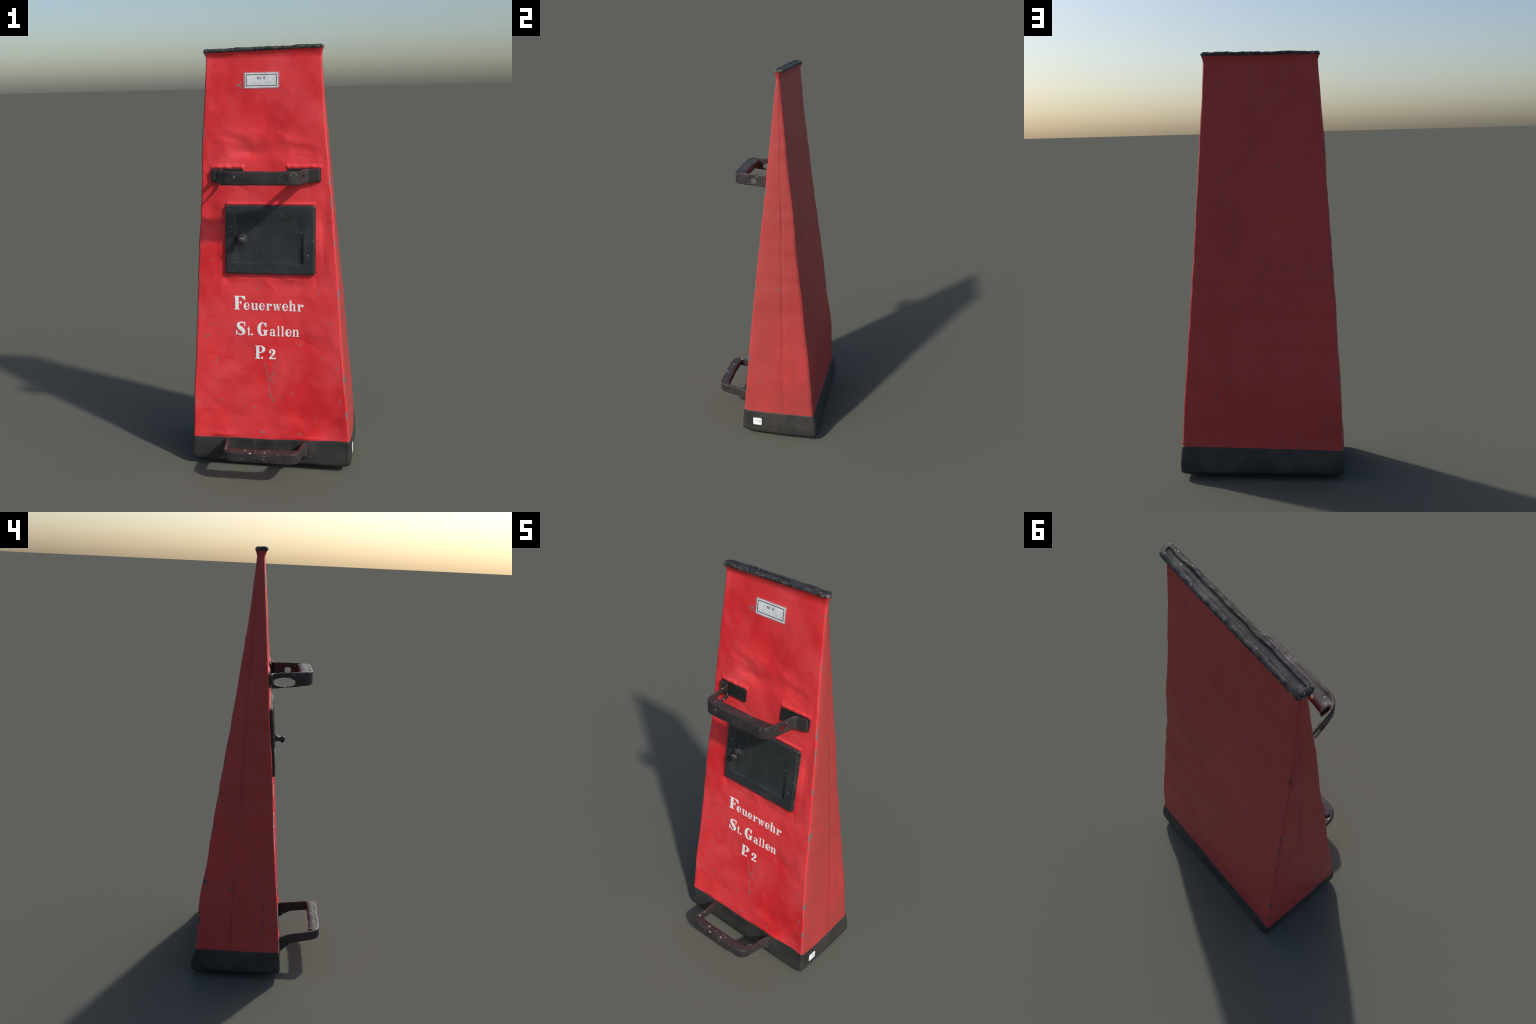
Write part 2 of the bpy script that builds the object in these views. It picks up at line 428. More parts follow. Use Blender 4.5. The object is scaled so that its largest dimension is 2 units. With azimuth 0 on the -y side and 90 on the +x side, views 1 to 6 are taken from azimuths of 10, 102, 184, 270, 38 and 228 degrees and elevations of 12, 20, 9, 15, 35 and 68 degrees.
def ring(z, out=0.0, rad=0.010, disp=1.0, nf=NF, ns=NS, nb=NB, nc=NC, zfun=None):
    """one closed cross-section, counter-clockwise from the front left; returns points and the
    region (0 front, 1 right, 2 back, 3 left) of every point"""
    wob = .0016 * noise3(0, 0, z, .05)
    wob2 = .0016 * noise3(4, 4, z, .06)
    C = [np.array([FLx(z) - .002 - out + wob, FLy(z) - .002 - out]), np.array([FRx(z) + .003 + out + wob2, FRy(z) - .002 - out]),
         np.array([BRx(z) - .001 + out - wob, BRy(z) + .001 + out + wob2]), np.array([BLx(z) + .006 - out - wob2, BLy(z) + .002 + out - wob])]
    pts, reg = [], []
    cnt = [nf, ns, nb, ns]
    for i in range(4):
        a, b, c = C[i], C[(i + 1) % 4], C[(i + 2) % 4]
        e = (b - a) / np.linalg.norm(b - a)
        f = (c - b) / np.linalg.norm(c - b)
        p0, p1 = a + e * rad, b - e * rad
        nrm = np.array([e[1], -e[0]])
        t = np.linspace(0, 1, cnt[i])
        # denser towards the edges
        P = p0 + np.outer(t, p1 - p0)
        L = np.linalg.norm(b - a)
        tt = (rad + t * (L - 2 * rad)) / L
        if disp:
            if i == 0:
                d = front_disp(P[:, 0], z, tt)
            elif i == 1:
                d = side_disp(tt, P[:, 1], z, 1)
            elif i == 2:
                d = back_disp(P[:, 0], z, tt)
            else:
                d = side_disp(1 - tt, P[:, 1], z, -1)
            P = P + np.outer(d * disp, nrm)
        pts.append(P)
        reg += [i] * cnt[i]
        u = np.linspace(0, 1, nc + 2)[1:-1]
        p2 = b + f * rad
        arc = np.outer((1 - u) ** 2, p1) + np.outer(2 * u * (1 - u), b) + np.outer(u ** 2, p2)
        pts.append(arc)
        reg += [i] * (nc // 2) + [(i + 1) % 4] * (nc - nc // 2)
    P = np.vstack(pts)
    zz = np.full(len(P), z)
    if zfun is not None:
        zz = zfun(P[:, 0], P[:, 1], z)
    return np.column_stack([P, zz]), np.array(reg)


def loft(rings):
    n = len(rings[0])
    V = np.vstack(rings)
    F = []
    for r in range(len(rings) - 1):
        a, b = r * n, (r + 1) * n
        for i in range(n):
            j = (i + 1) % n
            F.append((a + i, a + j, b + j, b + i))
    return V, F


# ---------------------------------------------------------------- root
trunk = bpy.data.objects.new('fire_brigade_case', None)
trunk['label'] = 'tall tapered red metal case with black handles and white lettering'
trunk['category'] = 'equipment case'
link(trunk)


def rim_tilt(x):
    return .0055 * x / .28


# shell rings: straight wall, then the flare under the rim
rows = []
for z in np.linspace(.115, 1.945, 430):
    r, reg = ring(z)
    rows.append(r)
for k in np.linspace(0, 1, 9)[1:]:
    z = 1.945 + .034 * k
    o = .0118 * k ** 1.6
    r, _ = ring(z, o, .010, 1 - k, zfun=lambda x, y, z0, k=k: z0 + rim_tilt(x) * k)
    rows.append(r)
V, F = loft(rows)
whole = bpy.data.meshes.new('whole')
whole.from_pydata(V.tolist(), [], F)
whole.update()
VN = np.empty(len(V) * 3)
whole.vertex_normals.foreach_get('vector', VN)
VN = VN.reshape(-1, 3)
bpy.data.meshes.remove(whole)
nring = len(reg)
Fa = np.array(F)
face_reg = np.array([reg[f[0] % nring] for f in F])
for idx, (nm, mat) in enumerate((('front_panel', M_FRONT), ('side_panel', M_RIGHT), ('back_panel', M_BACK), ('side_panel', M_LEFT))):
    fs = Fa[face_reg == idx]
    used = np.unique(fs)
    remap = -np.ones(len(V), int)
    remap[used] = np.arange(len(used))
    ob = mesh_object(nm, V[used], remap[fs], mat, trunk)
    ob.data.normals_split_custom_set_from_vertices([tuple(v) for v in VN[used]])

# ---------------------------------------------------------------- base band


def band_top(x, y):
    return .149 + .007 * x / .38 + .0020 * noise3(x, y, 2.2, .06) - .002 * gauss(x, 0, .1) * (y < 0)


def wavy_bottom(x, y):
    return .023 + .005 * noise3(x, y, 7.7, .13) - .024 * gauss(x, 0, .26) * gauss(y, .1, .13) - .008 * gauss(x, -.31, .10) * gauss(y, .24, .1) \
        - .008 * gauss(x, .3, .12) * gauss(y, .1, .2) - .010 * gauss(x, .1, .2) * gauss(y, .08, .1)


bn = dict(nf=100, ns=60, nb=100, nc=8)
rows = []
# (z, outward offset, follows the top line?)
prof = [(.149, -.006), (.149, .0012), (.147, .0024), (.140, .0026), (.125, .0028), (.11, .0030), (.095, .0034), (.08, .0036), (.068, .0036), (.056, .0032)]
for z, o in prof:
    w = np.clip((z - .05) / .1, 0, 1)
    r, _ = ring(z, o, .014, .8, zfun=lambda x, y, z0, w=w: z0 + w * (band_top(x, y) - .149), **bn)
    rows.append(r)
R = .034
for a in np.linspace(0, math.pi / 2, 9)[1:]:
    inset = R * (1 - math.cos(a))
    zz = .046 - .046 * math.sin(a)
    wv = math.sin(a)
    r, _ = ring(zz, .003 - inset, .020 + .012 * math.sin(a), .6, zfun=lambda x, y, z0, wv=wv: z0 + wv * np.maximum(wavy_bottom(x, y), 0) * (1.0), **bn)
    rows.append(r)
for ins in (.07, .11, .15, .18):
    r, _ = ring(0.0, -ins, .02, 0, zfun=lambda x, y, z0: z0 + np.maximum(wavy_bottom(x, y), 0), **bn)
    rows.append(r)
V, F = loft(rows)
n0 = len(rows[0])
F.append(tuple(reversed(range(len(V) - n0, len(V)))))
F = [tuple(reversed(f)) for f in F]
V[:, 2] -= V[:, 2].min()
base = mesh_object('base_band', V, F, M_BAND, trunk)

# ---------------------------------------------------------------- top rim
rows = []
rn = dict(nf=200, ns=24, nb=200, nc=8)
rim_prof = [(1.9760, .0080), (1.9768, .0108), (1.9790, .0126), (1.9825, .0136), (1.9865, .0132), (1.9895, .0112), (1.9916, .0080), (1.9926, .0045), (1.9926, .0015),
            (1.9918, -.0010), (1.9903, -.0028), (1.9885, -.0044), (1.9872, -.0058), (1.9868, -.0072)]
for i, (z, o) in enumerate(rim_prof):
    r, _ = ring(1.945, o, max(.005, .009 + o * .95) if o > -.004 else .002, 0, **rn)
    r[:, 0] = np.clip((r[:, 0] + .025) * .992 - .025, -1, 1)
    x, y = r[:, 0], r[:, 1]
    top = sstep(1.978, 1.989, z)
    bump = noise3(x, y, z + 11, .018) * .0018 + noise3(x, y, z + 3, .05) * .0026
    low = noise3(x, 3.0, 5.0, .07) * .0018
    r[:, 2] = z + rim_tilt(x) + (bump * top + low * (.5 + .5 * top))
    cy = .065
    cx = -.025
    if o < .003:  # the fold pinches and opens along its length
        r[:, 2] -= (.0045 * np.maximum(0, noise3(x, 6.0, 2.0, .045)) - .0015) * sstep(.003, -.003, o)
        y = y + .0018 * noise3(x, 9.0, 4.0, .05)
    y = np.where(y > .066, y - .004 * sstep(.1, -.25, x) * sstep(.066, .085, y), y)
    r[:, 1] = y + noise3(x, 2.0, 31, .032) * .0012 * (.3 + top)
    rows.append(r)
V, F = loft(rows)
n0 = len(rows[0])
F.append(tuple(range(len(V) - n0, len(V))))
V[:, 2] += 2.0 - V[:, 2].max()
mesh_object('top_rim', V, F, M_RIM, trunk)

# ---------------------------------------------------------------- sheet cut from a 2D signed distance, draped on the case


def drape(name, sdf, box, cell, place, mat, parent, skirt=.0015):
    """marching squares of sdf(x, z) < 0 over box; place(x, z, lift) -> 3D"""
    x0, z0, x1, z1 = box
    nx, nz = int(math.ceil((x1 - x0) / cell)) + 1, int(math.ceil((z1 - z0) / cell)) + 1
    xs, zs = np.linspace(x0, x1, nx), np.linspace(z0, z1, nz)
    X, Z = np.meshgrid(xs, zs, indexing='ij')
    S = sdf(X, Z)
    S = np.where(np.abs(S) < 1e-9, 1e-9, S)
    verts, keys, faces = [], {}, []

    def vid(key, x, z):
        if key not in keys:
            keys[key] = len(verts)
            verts.append((x, z))
        return keys[key]

    for i in range(nx - 1):
        for j in range(nz - 1):
            cs = [(i, j), (i + 1, j), (i + 1, j + 1), (i, j + 1)]
            v = [S[c] for c in cs]
            if min(v) > 0:
                continue
            poly = []
            for k in range(4):
                a, b = cs[k], cs[(k + 1) % 4]
                sa, sb = v[k], v[(k + 1) % 4]
                if sa < 0:
                    poly.append(vid(a, xs[a[0]], zs[a[1]]))
                if (sa < 0) != (sb < 0):
                    t = sa / (sa - sb)
                    key = (a, b) if a < b else (b, a)
                    poly.append(vid(key, xs[a[0]] + t * (xs[b[0]] - xs[a[0]]), zs[a[1]] + t * (zs[b[1]] - zs[a[1]])))
            if len(poly) >= 3:
                faces.append(poly)
    P = np.array(verts)
    top = place(P[:, 0], P[:, 1], 0.0)
    low = place(P[:, 0], P[:, 1], -skirt)
    n = len(P)
    edges = {}
    for f in faces:
        for k in range(len(f)):
            e = (f[k], f[(k + 1) % len(f)])
            edges[e] = 1
    side = [(b, a, a + n, b + n) for (a, b) in edges if (b, a) not in edges]
    ob = mesh_object(name, np.vstack([top, low]), [tuple(f) for f in faces] + side, mat, parent, smooth=False)
    bm = bmesh.new()
    bm.from_mesh(ob.data)
    bmesh.ops.delete(bm, geom=[v for v in bm.verts if not v.link_faces], context='VERTS')
    bm.to_mesh(ob.data)
    bm.free()
    return ob


def on_front(lift):
    def f(x, z, extra):
        return np.column_stack([x, front_y(x, z) - lift - extra, z])
    return f


# signed-distance drawing kit (unit glyph boxes)
def box(a, b, c, d):
    return lambda x, y: np.maximum(np.maximum(a - x, x - c), np.maximum(b - y, y - d))


def oval(cx, cy, rx, ry):
    return lambda x, y: (np.sqrt(((x - cx) / rx) ** 2 + ((y - cy) / ry) ** 2) - 1) * min(rx, ry)


def U(*fs):
    return lambda x, y: np.minimum.reduce([f(x, y) for f in fs])


def cut(f, *gs):
    return lambda x, y: np.maximum.reduce([f(x, y)] + [-g(x, y) for g in gs])


def both(f, g):
    return lambda x, y: np.maximum(f(x, y), g(x, y))


def poly(*pts):
    """convex polygon, counter-clockwise"""
    def f(x, y):
        ds = []
        for (ax, ay), (bx, by) in zip(pts, pts[1:] + pts[:1]):
            l = math.hypot(bx - ax, by - ay)
            ds.append(((x - ax) * (by - ay) - (y - ay) * (bx - ax)) / l)
        return np.maximum.reduce(ds)
    return f


def brush(pts, widths, n=60):
    """stroke of varying width along a smooth curve through points"""
    p = np.array(pts, float)
    m = len(p)
    t = np.linspace(0, m - 1, n)
    pe = np.vstack([2 * p[0] - p[1], p, 2 * p[-1] - p[-2]])
    out = []
    for tt in t:
        i = min(int(tt), m - 2)
        u = tt - i
        a, b, c, d = pe[i:i + 4]
        out.append(.5 * (2 * b + (c - a) * u + (2 * a - 5 * b + 4 * c - d) * u * u + (3 * b - a - 3 * c + d) * u ** 3))
    w = np.interp(t, np.arange(m), widths)

    def f(x, y):
        r = np.full(np.shape(x), 9.0)
        for (cx, cy), ww in zip(out, w):
            r = np.minimum(r, np.hypot(x - cx, y - cy) - ww)
        return r
    return f


def glyph_e():
    o = cut(oval(.5, .5, .5, .52), oval(.57, .52, .22, .43), box(.60, .30, 1.2, .46))
    return U(o, box(.25, .46, .97, .53))


def arch(top):
    return U(box(.08, 0, .35, top), box(0, 0, .44, .07 * top), box(0, top * .93, .3, top),
             both(cut(oval(.60, .66, .30, .36), oval(.52, .60, .17, .33)), box(.3, .62, 1.2, 1.2)),
             box(.64, 0, .90, .68), box(.55, 0, 1.0, .07 * top))


GLYPH = {
    'F': U(box(.10, 0, .40, 1), box(0, 0, .50, .05), box(0, .945, .98, 1), poly((.62, .95), (1.0, .66), (1.0, .95)),
           box(.3, .50, .62, .55), poly((.48, .525), (.66, .36), (.66, .69))),
    'e': glyph_e(),
    'u': U(box(.09, .25, .35, 1), box(0, .93, .35, 1), box(.62, 0, .88, 1), box(.52, .93, .88, 1), box(.62, 0, 1, .08),
           both(cut(oval(.40, .30, .31, .32), oval(.48, .34, .16, .26)), box(0, -.1, .75, .32))),
    'r': U(box(.12, 0, .45, 1), box(0, 0, .60, .08), box(0, .92, .4, 1), oval(.83, .80, .17, .19),
           brush([(.42, .66), (.58, .90), (.82, .95)], [.04, .05, .05])),
    'w': U(poly((.04, 1), (.22, 0), (.36, 0), (.24, 1)), poly((.28, .0), (.34, 0), (.52, 1), (.46, 1)),
           poly((.42, 1), (.60, 0), (.74, 0), (.62, 1)), poly((.66, 0), (.72, 0), (.94, 1), (.88, 1)),
           box(0, .93, .30, 1), box(.40, .93, .66, 1), box(.80, .93, 1.0, 1)),
    'h': U(box(.08, 0, .35, 1), box(0, 0, .44, .05), box(0, .95, .3, 1),
           both(cut(oval(.60, .46, .30, .25), oval(.52, .42, .17, .23)), box(.3, .43, 1.2, 1.2)),
           box(.64, 0, .90, .47), box(.55, 0, 1.0, .05)),
    'n': arch(1.0),
    'S': U(brush([(.92, .80), (.80, .93), (.48, .955), (.24, .80), (.30, .62), (.62, .44), (.82, .25), (.62, .06), (.34, .045), (.12, .20), (.06, .30)],
                 [.03, .045, .045, .12, .15, .17, .13, .05, .04, .035, .02]),
           poly((.0, 0), (.09, 0), (.11, .36), (.0, .36)), poly((.84, .68), (.93, .68), (.93, 1.0), (.84, 1.0))),
    't': U(poly((.28, .1), (.70, .1), (.70, 1.0), (.60, 1.0), (.28, .72)), box(0, .64, 1, .71), brush([(.5, .12), (.72, .06), (1.0, .12)], [.14, .06, .03])),
    '.': oval(.5, .5, .5, .5),
    'G': U(cut(oval(.47, .5, .47, .52), oval(.54, .5, .22, .46), box(.54, .42, 1.2, .72)),
           box(.62, .03, .88, .44), box(.50, .40, 1.0, .45), poly((.60, .93), (.86, .64), (.86, 1.0), (.78, 1.0))),
    'a': U(box(.56, .08, .84, .72), brush([(.16, .76), (.36, .95), (.60, .92), (.70, .74)], [.10, .05, .06, .13]),
           both(cut(oval(.36, .28, .36, .30), oval(.44, .28, .15, .22)), box(0, -.1, .62, .62)), poly((.6, 0), (1.0, .0), (1.0, .07), (.8, .2), (.6, .2))),
    'l': U(box(.24, 0, .80, 1), box(0, 0, 1, .05), box(0, .95, .6, 1)),
    'P': U(box(.10, 0, .40, 1), box(0, 0, .50, .05), box(0, .95, .6, 1),
           both(cut(oval(.48, .73, .52, .275), oval(.47, .73, .22, .225)), box(.35, 0, 1.1, 1.1))),
    '2': U(oval(.20, .70, .17, .13), brush([(.10, .78), (.26, .93), (.52, .955), (.78, .74), (.62, .48), (.30, .24), (.08, .10)],
                                           [.03, .045, .05, .17, .13, .05, .04]),
           poly((0, 0), (1, 0), (1, .10), (.55, .15), (.12, .16)), poly((.90, 0), (1, 0), (1, .30), (.95, .30))),
}


def glyph_sdf(ch, x0, x1, zb, zt):
    g = GLYPH[ch]
    w, h = x1 - x0, zt - zb
    s = min(w, h)
    return lambda x, z: g((x - x0) / w, (z - zb) / h) * s


lettering = bpy.data.objects.new('lettering', None)
link(lettering, trunk)
# each line: zoom-free table of (letter, left, right, height) in metres along the line
LINES = [
    (.7795, [('F', -.172, -.119, .066), ('e', -.1265, -.0980, .034), ('u', -.0905, -.0555, .033), ('e', -.0520, -.0245, .034),
             ('r', -.0175, .0105, .033), ('w', .0155, .0550, .033), ('e', .0590, .0875, .034), ('h', .0930, .1245, .050), ('r', .1310, .1610, .033)]),
    (.6560, [('S', -.1655, -.1165, .064), ('t', -.1100, -.0955, .046), ('.', -.0915, -.0815, .010), ('G', -.0605, -.0095, .064),
             ('a', -.0010, .0280, .035), ('l', .0350, .0465, .049), ('l', .0545, .0665, .049), ('e', .0735, .1035, .035), ('n', .1075, .1390, .034)]),
    (.5430, [('P', -.0725, -.0225, .064), ('.', -.0440, -.0345, .010), ('2', -.0065, .0270, .049)]),
]
for zb, glyphs in LINES:
    for ch, a, b, h in glyphs:
        drape('letter', glyph_sdf(ch, a, b, zb, zb + h), (a - .003, zb - .003, b + .003, zb + h + .003), .0011, on_front(.0010), M_WHITE, lettering)


# ---------------------------------------------------------------- name label near the top
def frame_sdf(a, b, c, d, w):
    return cut(box(a, b, c, d), box(a + w, b + w, c - w, d - w))


label = drape('label_sleeve', lambda x, z: box(-.118, .0, .051, .076)(x, z - 1.8075), (-.122, 1.803, .055, 1.889), .004, on_front(.0010), M_FILM, trunk)
drape('label_card', lambda x, z: box(-.1105, 1.8125, .0445, 1.8790)(x, z), (-.114, 1.809, .048, 1.883), .003, on_front(.0018), M_CARD, label)
drape('label_border', frame_sdf(-.1050, 1.8205, .0385, 1.8730, .0030), (-.108, 1.817, .042, 1.876), .0012, on_front(.0024), M_INK, label)


def sans_8(x0, x1, zb, zt):
    h = zt - zb
    cx = (x0 + x1) / 2
    w = (x1 - x0) / 2
    o = U(oval(cx, zb + h * .73, w * .9, h * .28), oval(cx, zb + h * .29, w, h * .30))
    return cut(o, oval(cx, zb + h * .73, w * .42, h * .14), oval(cx, zb + h * .29, w * .5, h * .16))


N = U(box(-.0520, 1.850, -.0500, 1.862), box(-.0450, 1.850, -.0430, 1.862), poly((-.0520, 1.862), (-.0450, 1.850), (-.0430, 1.850), (-.0500, 1.862)))
r_ = U(box(-.0395, 1.850, -.0375, 1.8585), box(-.0385, 1.8565, -.0345, 1.8585))
drape('label_number', U(N, r_, sans_8(-.0235, -.0165, 1.850, 1.862)), (-.055, 1.848, -.013, 1.864), .0007, on_front(.0024), M_INK, label)


def faded_writing():
    """faded second line: letter-like strokes, word then year"""
    s = []
    zb, h = 1.8295, .0105
    x = -.0770

    def bar(a, b, w, t):
        s.append(box(x + a, zb + b, x + a + w, zb + t))
    B = [box(x, zb, x + .0016, zb + h), cut(oval(x + .003, zb + h * .74, .0028, h * .27), oval(x + .003, zb + h * .74, .0014, h * .13)),
         cut(oval(x + .003, zb + h * .27, .0034, h * .28), oval(x + .003, zb + h * .27, .0018, h * .14))]
    s += B
    lows = ['a', 'u', 'j', 'a', 'h', 'r']
    for i, c in enumerate(lows):
        px = x + .0085 + i * .0066
        if c == 'a':
            s.append(cut(oval(px + .0022, zb + .0033, .0024, .0034), oval(px + .0022, zb + .0033, .0011, .0019)))
            s.append(box(px + .0036, zb, px + .0048, zb + .0066))
        elif c == 'u':
            s += [box(px, zb + .001, px + .0012, zb + .0066), box(px + .0034, zb, px + .0046, zb + .0066), box(px, zb, px + .004, zb + .0011)]
        elif c == 'j':
            s += [box(px + .0018, zb - .0018, px + .003, zb + .0066), box(px, zb - .0022, px + .0028, zb - .0011)]
        elif c == 'h':
            s += [box(px, zb, px + .0012, zb + h), box(px + .0034, zb, px + .0046, zb + .0058), box(px, zb + .0052, px + .0042, zb + .0066)]
        else:
            s += [box(px, zb, px + .0012, zb + .0066), box(px, zb + .0054, px + .0034, zb + .0066)]
    x = -.019
    for i, c in enumerate('1920'):
        px = x + i * .0085
        if c == '1':
            s.append(box(px + .0016, zb, px + .003, zb + h))
        elif c == '9':
            s += [cut(oval(px + .003, zb + h * .68, .003, h * .33), oval(px + .003, zb + h * .68, .0017, h * .2)), box(px + .0046, zb, px + .006, zb + h * .7)]
        elif c == '2':
            s.append(brush([(px + .0004, zb + h * .75), (px + .003, zb + h * .95), (px + .0054, zb + h * .7), (px + .0006, zb + .0006), (px + .006, zb + .0006)], [.0007] * 5))
        else:
            s.append(cut(oval(px + .003, zb + h * .5, .003, h * .5), oval(px + .003, zb + h * .5, .0017, h * .36)))
    return U(*s)


drape('label_writing', faded_writing(), (-.080, 1.8255, .018, 1.8425), .0006, on_front(.0024), M_FADED, label)


# ---------------------------------------------------------------- small sticker on the base
def on_right(lift):
    def f(y, z, extra):
        t = np.clip((y - FRy(z)) / (BRy(z) - FRy(z)), 0, 1)
        x = (FRx(z) + .003) * (1 - t) + (BRx(z) - .001) * t + .0035 + .8 * side_disp(t, y, z, 1)
        return np.column_stack([x + lift + extra, y, z])
    return f


def seven(x0, zb, w, h, t):
    return U(box(x0, zb + h - t, x0 + w, zb + h), poly((x0 + w * .3, zb), (x0 + w * .3 + t, zb), (x0 + w, zb + h), (x0 + w - t, zb + h)))


stick = drape('sticker', lambda y, z: np.maximum(box(-.051, .074, -.003, .1165)(y, z), oval(-.027, .095, .0305, .0275)(y, z)), (-.054, .070, 0, .120), .0018, on_right(.0018), M_STICK, trunk)
four = U(box(-.0115, .089, -.0100, .104), box(-.0175, .0925, -.0085, .094), poly((-.0175, .0925), (-.0155, .0925), (-.0100, .104), (-.0115, .104)))
drape('sticker_number', U(seven(-.037, .089, .0075, .015, .0018), seven(-.0275, .089, .0075, .015, .0018), four), (-.039, .087, -.006, .106), .0008, on_right(.0024), M_STICKINK, stick)

# ---------------------------------------------------------------- hatch
HX0, HX1, HZ0, HZ1 = -.206, .2115, .957, 1.277


def plane_y(x, z):
    """mean front plane, without dents"""
    xl, xr = FLx(z), FRx(z)
    t = (x - xl) / (xr - xl)
    return FLy(z) * (1 - t) + FRy(z) * t - .002


nx, nz = 190, 150
xs, zs = np.linspace(HX0, HX1, nx), np.linspace(HZ0, HZ1, nz)
X, Z = np.meshgrid(xs, zs, indexing='ij')
X = X + (.004 * (1 - (Z - HZ0) / (HZ1 - HZ0))) * np.where(X > 0, 0.3, -.4)
# inset leaf: sharp along the bottom, the lower right and the upper left, soft elsewhere
li, ri, bi, ti = -.158, .158, 1.008, 1.225
sx_l = sstep(li - .004, li + .004, X) * sstep(1.06, 1.12, Z) + sstep(li - .03, li + .02, X) * (1 - sstep(1.06, 1.12, Z))
sx_r = sstep(ri + .004, ri - .004, X) * sstep(1.16, 1.10, Z) + sstep(ri + .02, ri - .03, X) * (1 - sstep(1.16, 1.10, Z))
sz = sstep(bi - .002, bi + .003, Z) * sstep(ti + .03, ti - .05, Z)
depth = .0080 + .0045 * sstep(-.05, .15, X) * sstep(1.15, 1.05, Z) + .003 * sstep(-.02, -.15, X) * sstep(1.08, 1.16, Z)
lift = .0125 + .003 * sstep(1.0, 1.25, Z) - depth * sx_l * sx_r * sz
lift += .0019 * noise3(X, 41, Z, .08) + .0006 * noise3(X, 47, Z, .03)
# boss swelling around the knob
lift += .020 * np.exp(-(np.hypot((X + .133) / .017, (Z - 1.122) / .024)) ** 1.6)
edge = np.minimum(np.minimum(X - X.min(1, keepdims=True) * 0 - xs[0], xs[-1] - X), np.minimum(Z - zs[0], zs[-1] - Z))
lift -= .0025 * sstep(.004, .0, edge)
Y = plane_y(X, Z) - lift
V = np.stack([X, Y, Z], -1).reshape(-1, 3)
F = [(i * nz + j, (i + 1) * nz + j, (i + 1) * nz + j + 1, i * nz + j + 1) for i in range(nx - 1) for j in range(nz - 1)]
loop = [(i, 0) for i in range(nx)] + [(nx - 1, j) for j in range(1, nz)] + [(i, nz - 1) for i in range(nx - 2, -1, -1)] + [(0, j) for j in range(nz - 2, 0, -1)]
ids = [i * nz + j for i, j in loop]
back = V[ids].copy()
back[:, 1] = plane_y(back[:, 0], back[:, 2]) + .004
nv = len(V)
m = len(ids)
F += [(ids[(k + 1) % m], ids[k], nv + k, nv + (k + 1) % m) for k in range(m)]
hatch = mesh_object('hatch', np.vstack([V, back]), F, M_HATCH, trunk, angle=40)

# backing leaf that shows as a second edge at the right
bz0, bz1 = .962, 1.268
fr = drape('hatch_frame', lambda x, z: box(.185, bz0, .2175, bz1)(x, z), (.181, bz0 - .004, .222, bz1 + .004), .006,
           lambda x, z, e: np.column_stack([x, plane_y(x, z) - .0075 - e * 6, z]), M_HATCH, hatch)

# knob: turned profile on a leaning axis
kprof = [(.0, .021), (.010, .0165), (.018, .0135), (.028, .0120), (.036, .0122), (.040, .0140), (.045, .0165), (.050, .0162), (.055, .0125), (.0575, .006), (.058, .0004)]
kb = Vector((-.137, float(plane_y(-.137, 1.128)) - .012, 1.129))
kd = (Vector((-.122, -.082, 1.120)) - kb)
kl = kd.length
q = kd.to_track_quat('Z', 'Y')
verts, faces = [], []
ns = 24
for d, r in kprof:
    for a in range(ns):
        an = 2 * math.pi * a / ns
        v = kb + q @ Vector((r * math.cos(an), r * math.sin(an), d * kl / .058))
        verts.append(v)
for i in range(len(kprof) - 1):
    for a in range(ns):
        b = (a + 1) % ns
        faces.append((i * ns + a, i * ns + b, (i + 1) * ns + b, (i + 1) * ns + a))
mesh_object('knob', verts, faces, M_HANDLE, hatch)


# ---------------------------------------------------------------- handles
def smooth_path(pts, n):
    p = np.array(pts, float)
    d = np.r_[0, np.cumsum(np.linalg.norm(np.diff(p, axis=0), axis=1))]
    t = np.linspace(0, d[-1], n)
    return np.column_stack([np.interp(t, d, p[:, k]) for k in range(p.shape[1])])


def fillet(pts, radii, n=8):
    """polyline (any dimension) with rounded corners in the first two coordinates"""
    out = [np.array(pts[0], float)]
    for i in range(1, len(pts) - 1):
        a, b, c = [np.array(p, float) for p in pts[i - 1:i + 2]]
        r = radii[i]
        la, lc = np.linalg.norm((a - b)[:2]), np.linalg.norm((c - b)[:2])
        p, q2 = b + (a - b) * min(r / la, .49), b + (c - b) * min(r / lc, .49)
        for u in np.linspace(0, 1, n):
            out.append((1 - u) ** 2 * p + 2 * u * (1 - u) * b + u * u * q2)
    out.append(np.array(pts[-1], float))
    return np.array(out)


def strap_mesh(path, cap=True):
    """path rows: x, y, z_bottom, z_top, thickness -> closed box sweep"""
    P = np.asarray(path)
    tan = np.gradient(P[:, :2], axis=0)
    tan /= np.linalg.norm(tan, axis=1)[:, None]
    nrm = np.column_stack([-tan[:, 1], tan[:, 0]])
    V, F = [], []
    for p, nn in zip(P, nrm):
        h = p[4] / 2
        V += [(p[0] + nn[0] * h, p[1] + nn[1] * h, p[2]), (p[0] - nn[0] * h, p[1] - nn[1] * h, p[2]),
              (p[0] - nn[0] * h, p[1] - nn[1] * h, p[3]), (p[0] + nn[0] * h, p[1] + nn[1] * h, p[3])]
    n = len(P)
    for i in range(n - 1):
        for k in range(4):
            j = (k + 1) % 4
            F.append((i * 4 + k, i * 4 + j, i * 4 + 4 + j, i * 4 + 4 + k))
    F.append((3, 2, 1, 0))
    F.append(tuple((n - 1) * 4 + k for k in range(4)))
    return V, F


def temp(V, F):
    me = bpy.data.meshes.new('tmp')
    me.from_pydata([tuple(v) for v in V], [], F)
    bm = bmesh.new()
    bm.from_mesh(me)
    bmesh.ops.recalc_face_normals(bm, faces=bm.faces)
    bm.to_mesh(me)
    bm.free()
    return link(bpy.data.objects.new('tmp', me))


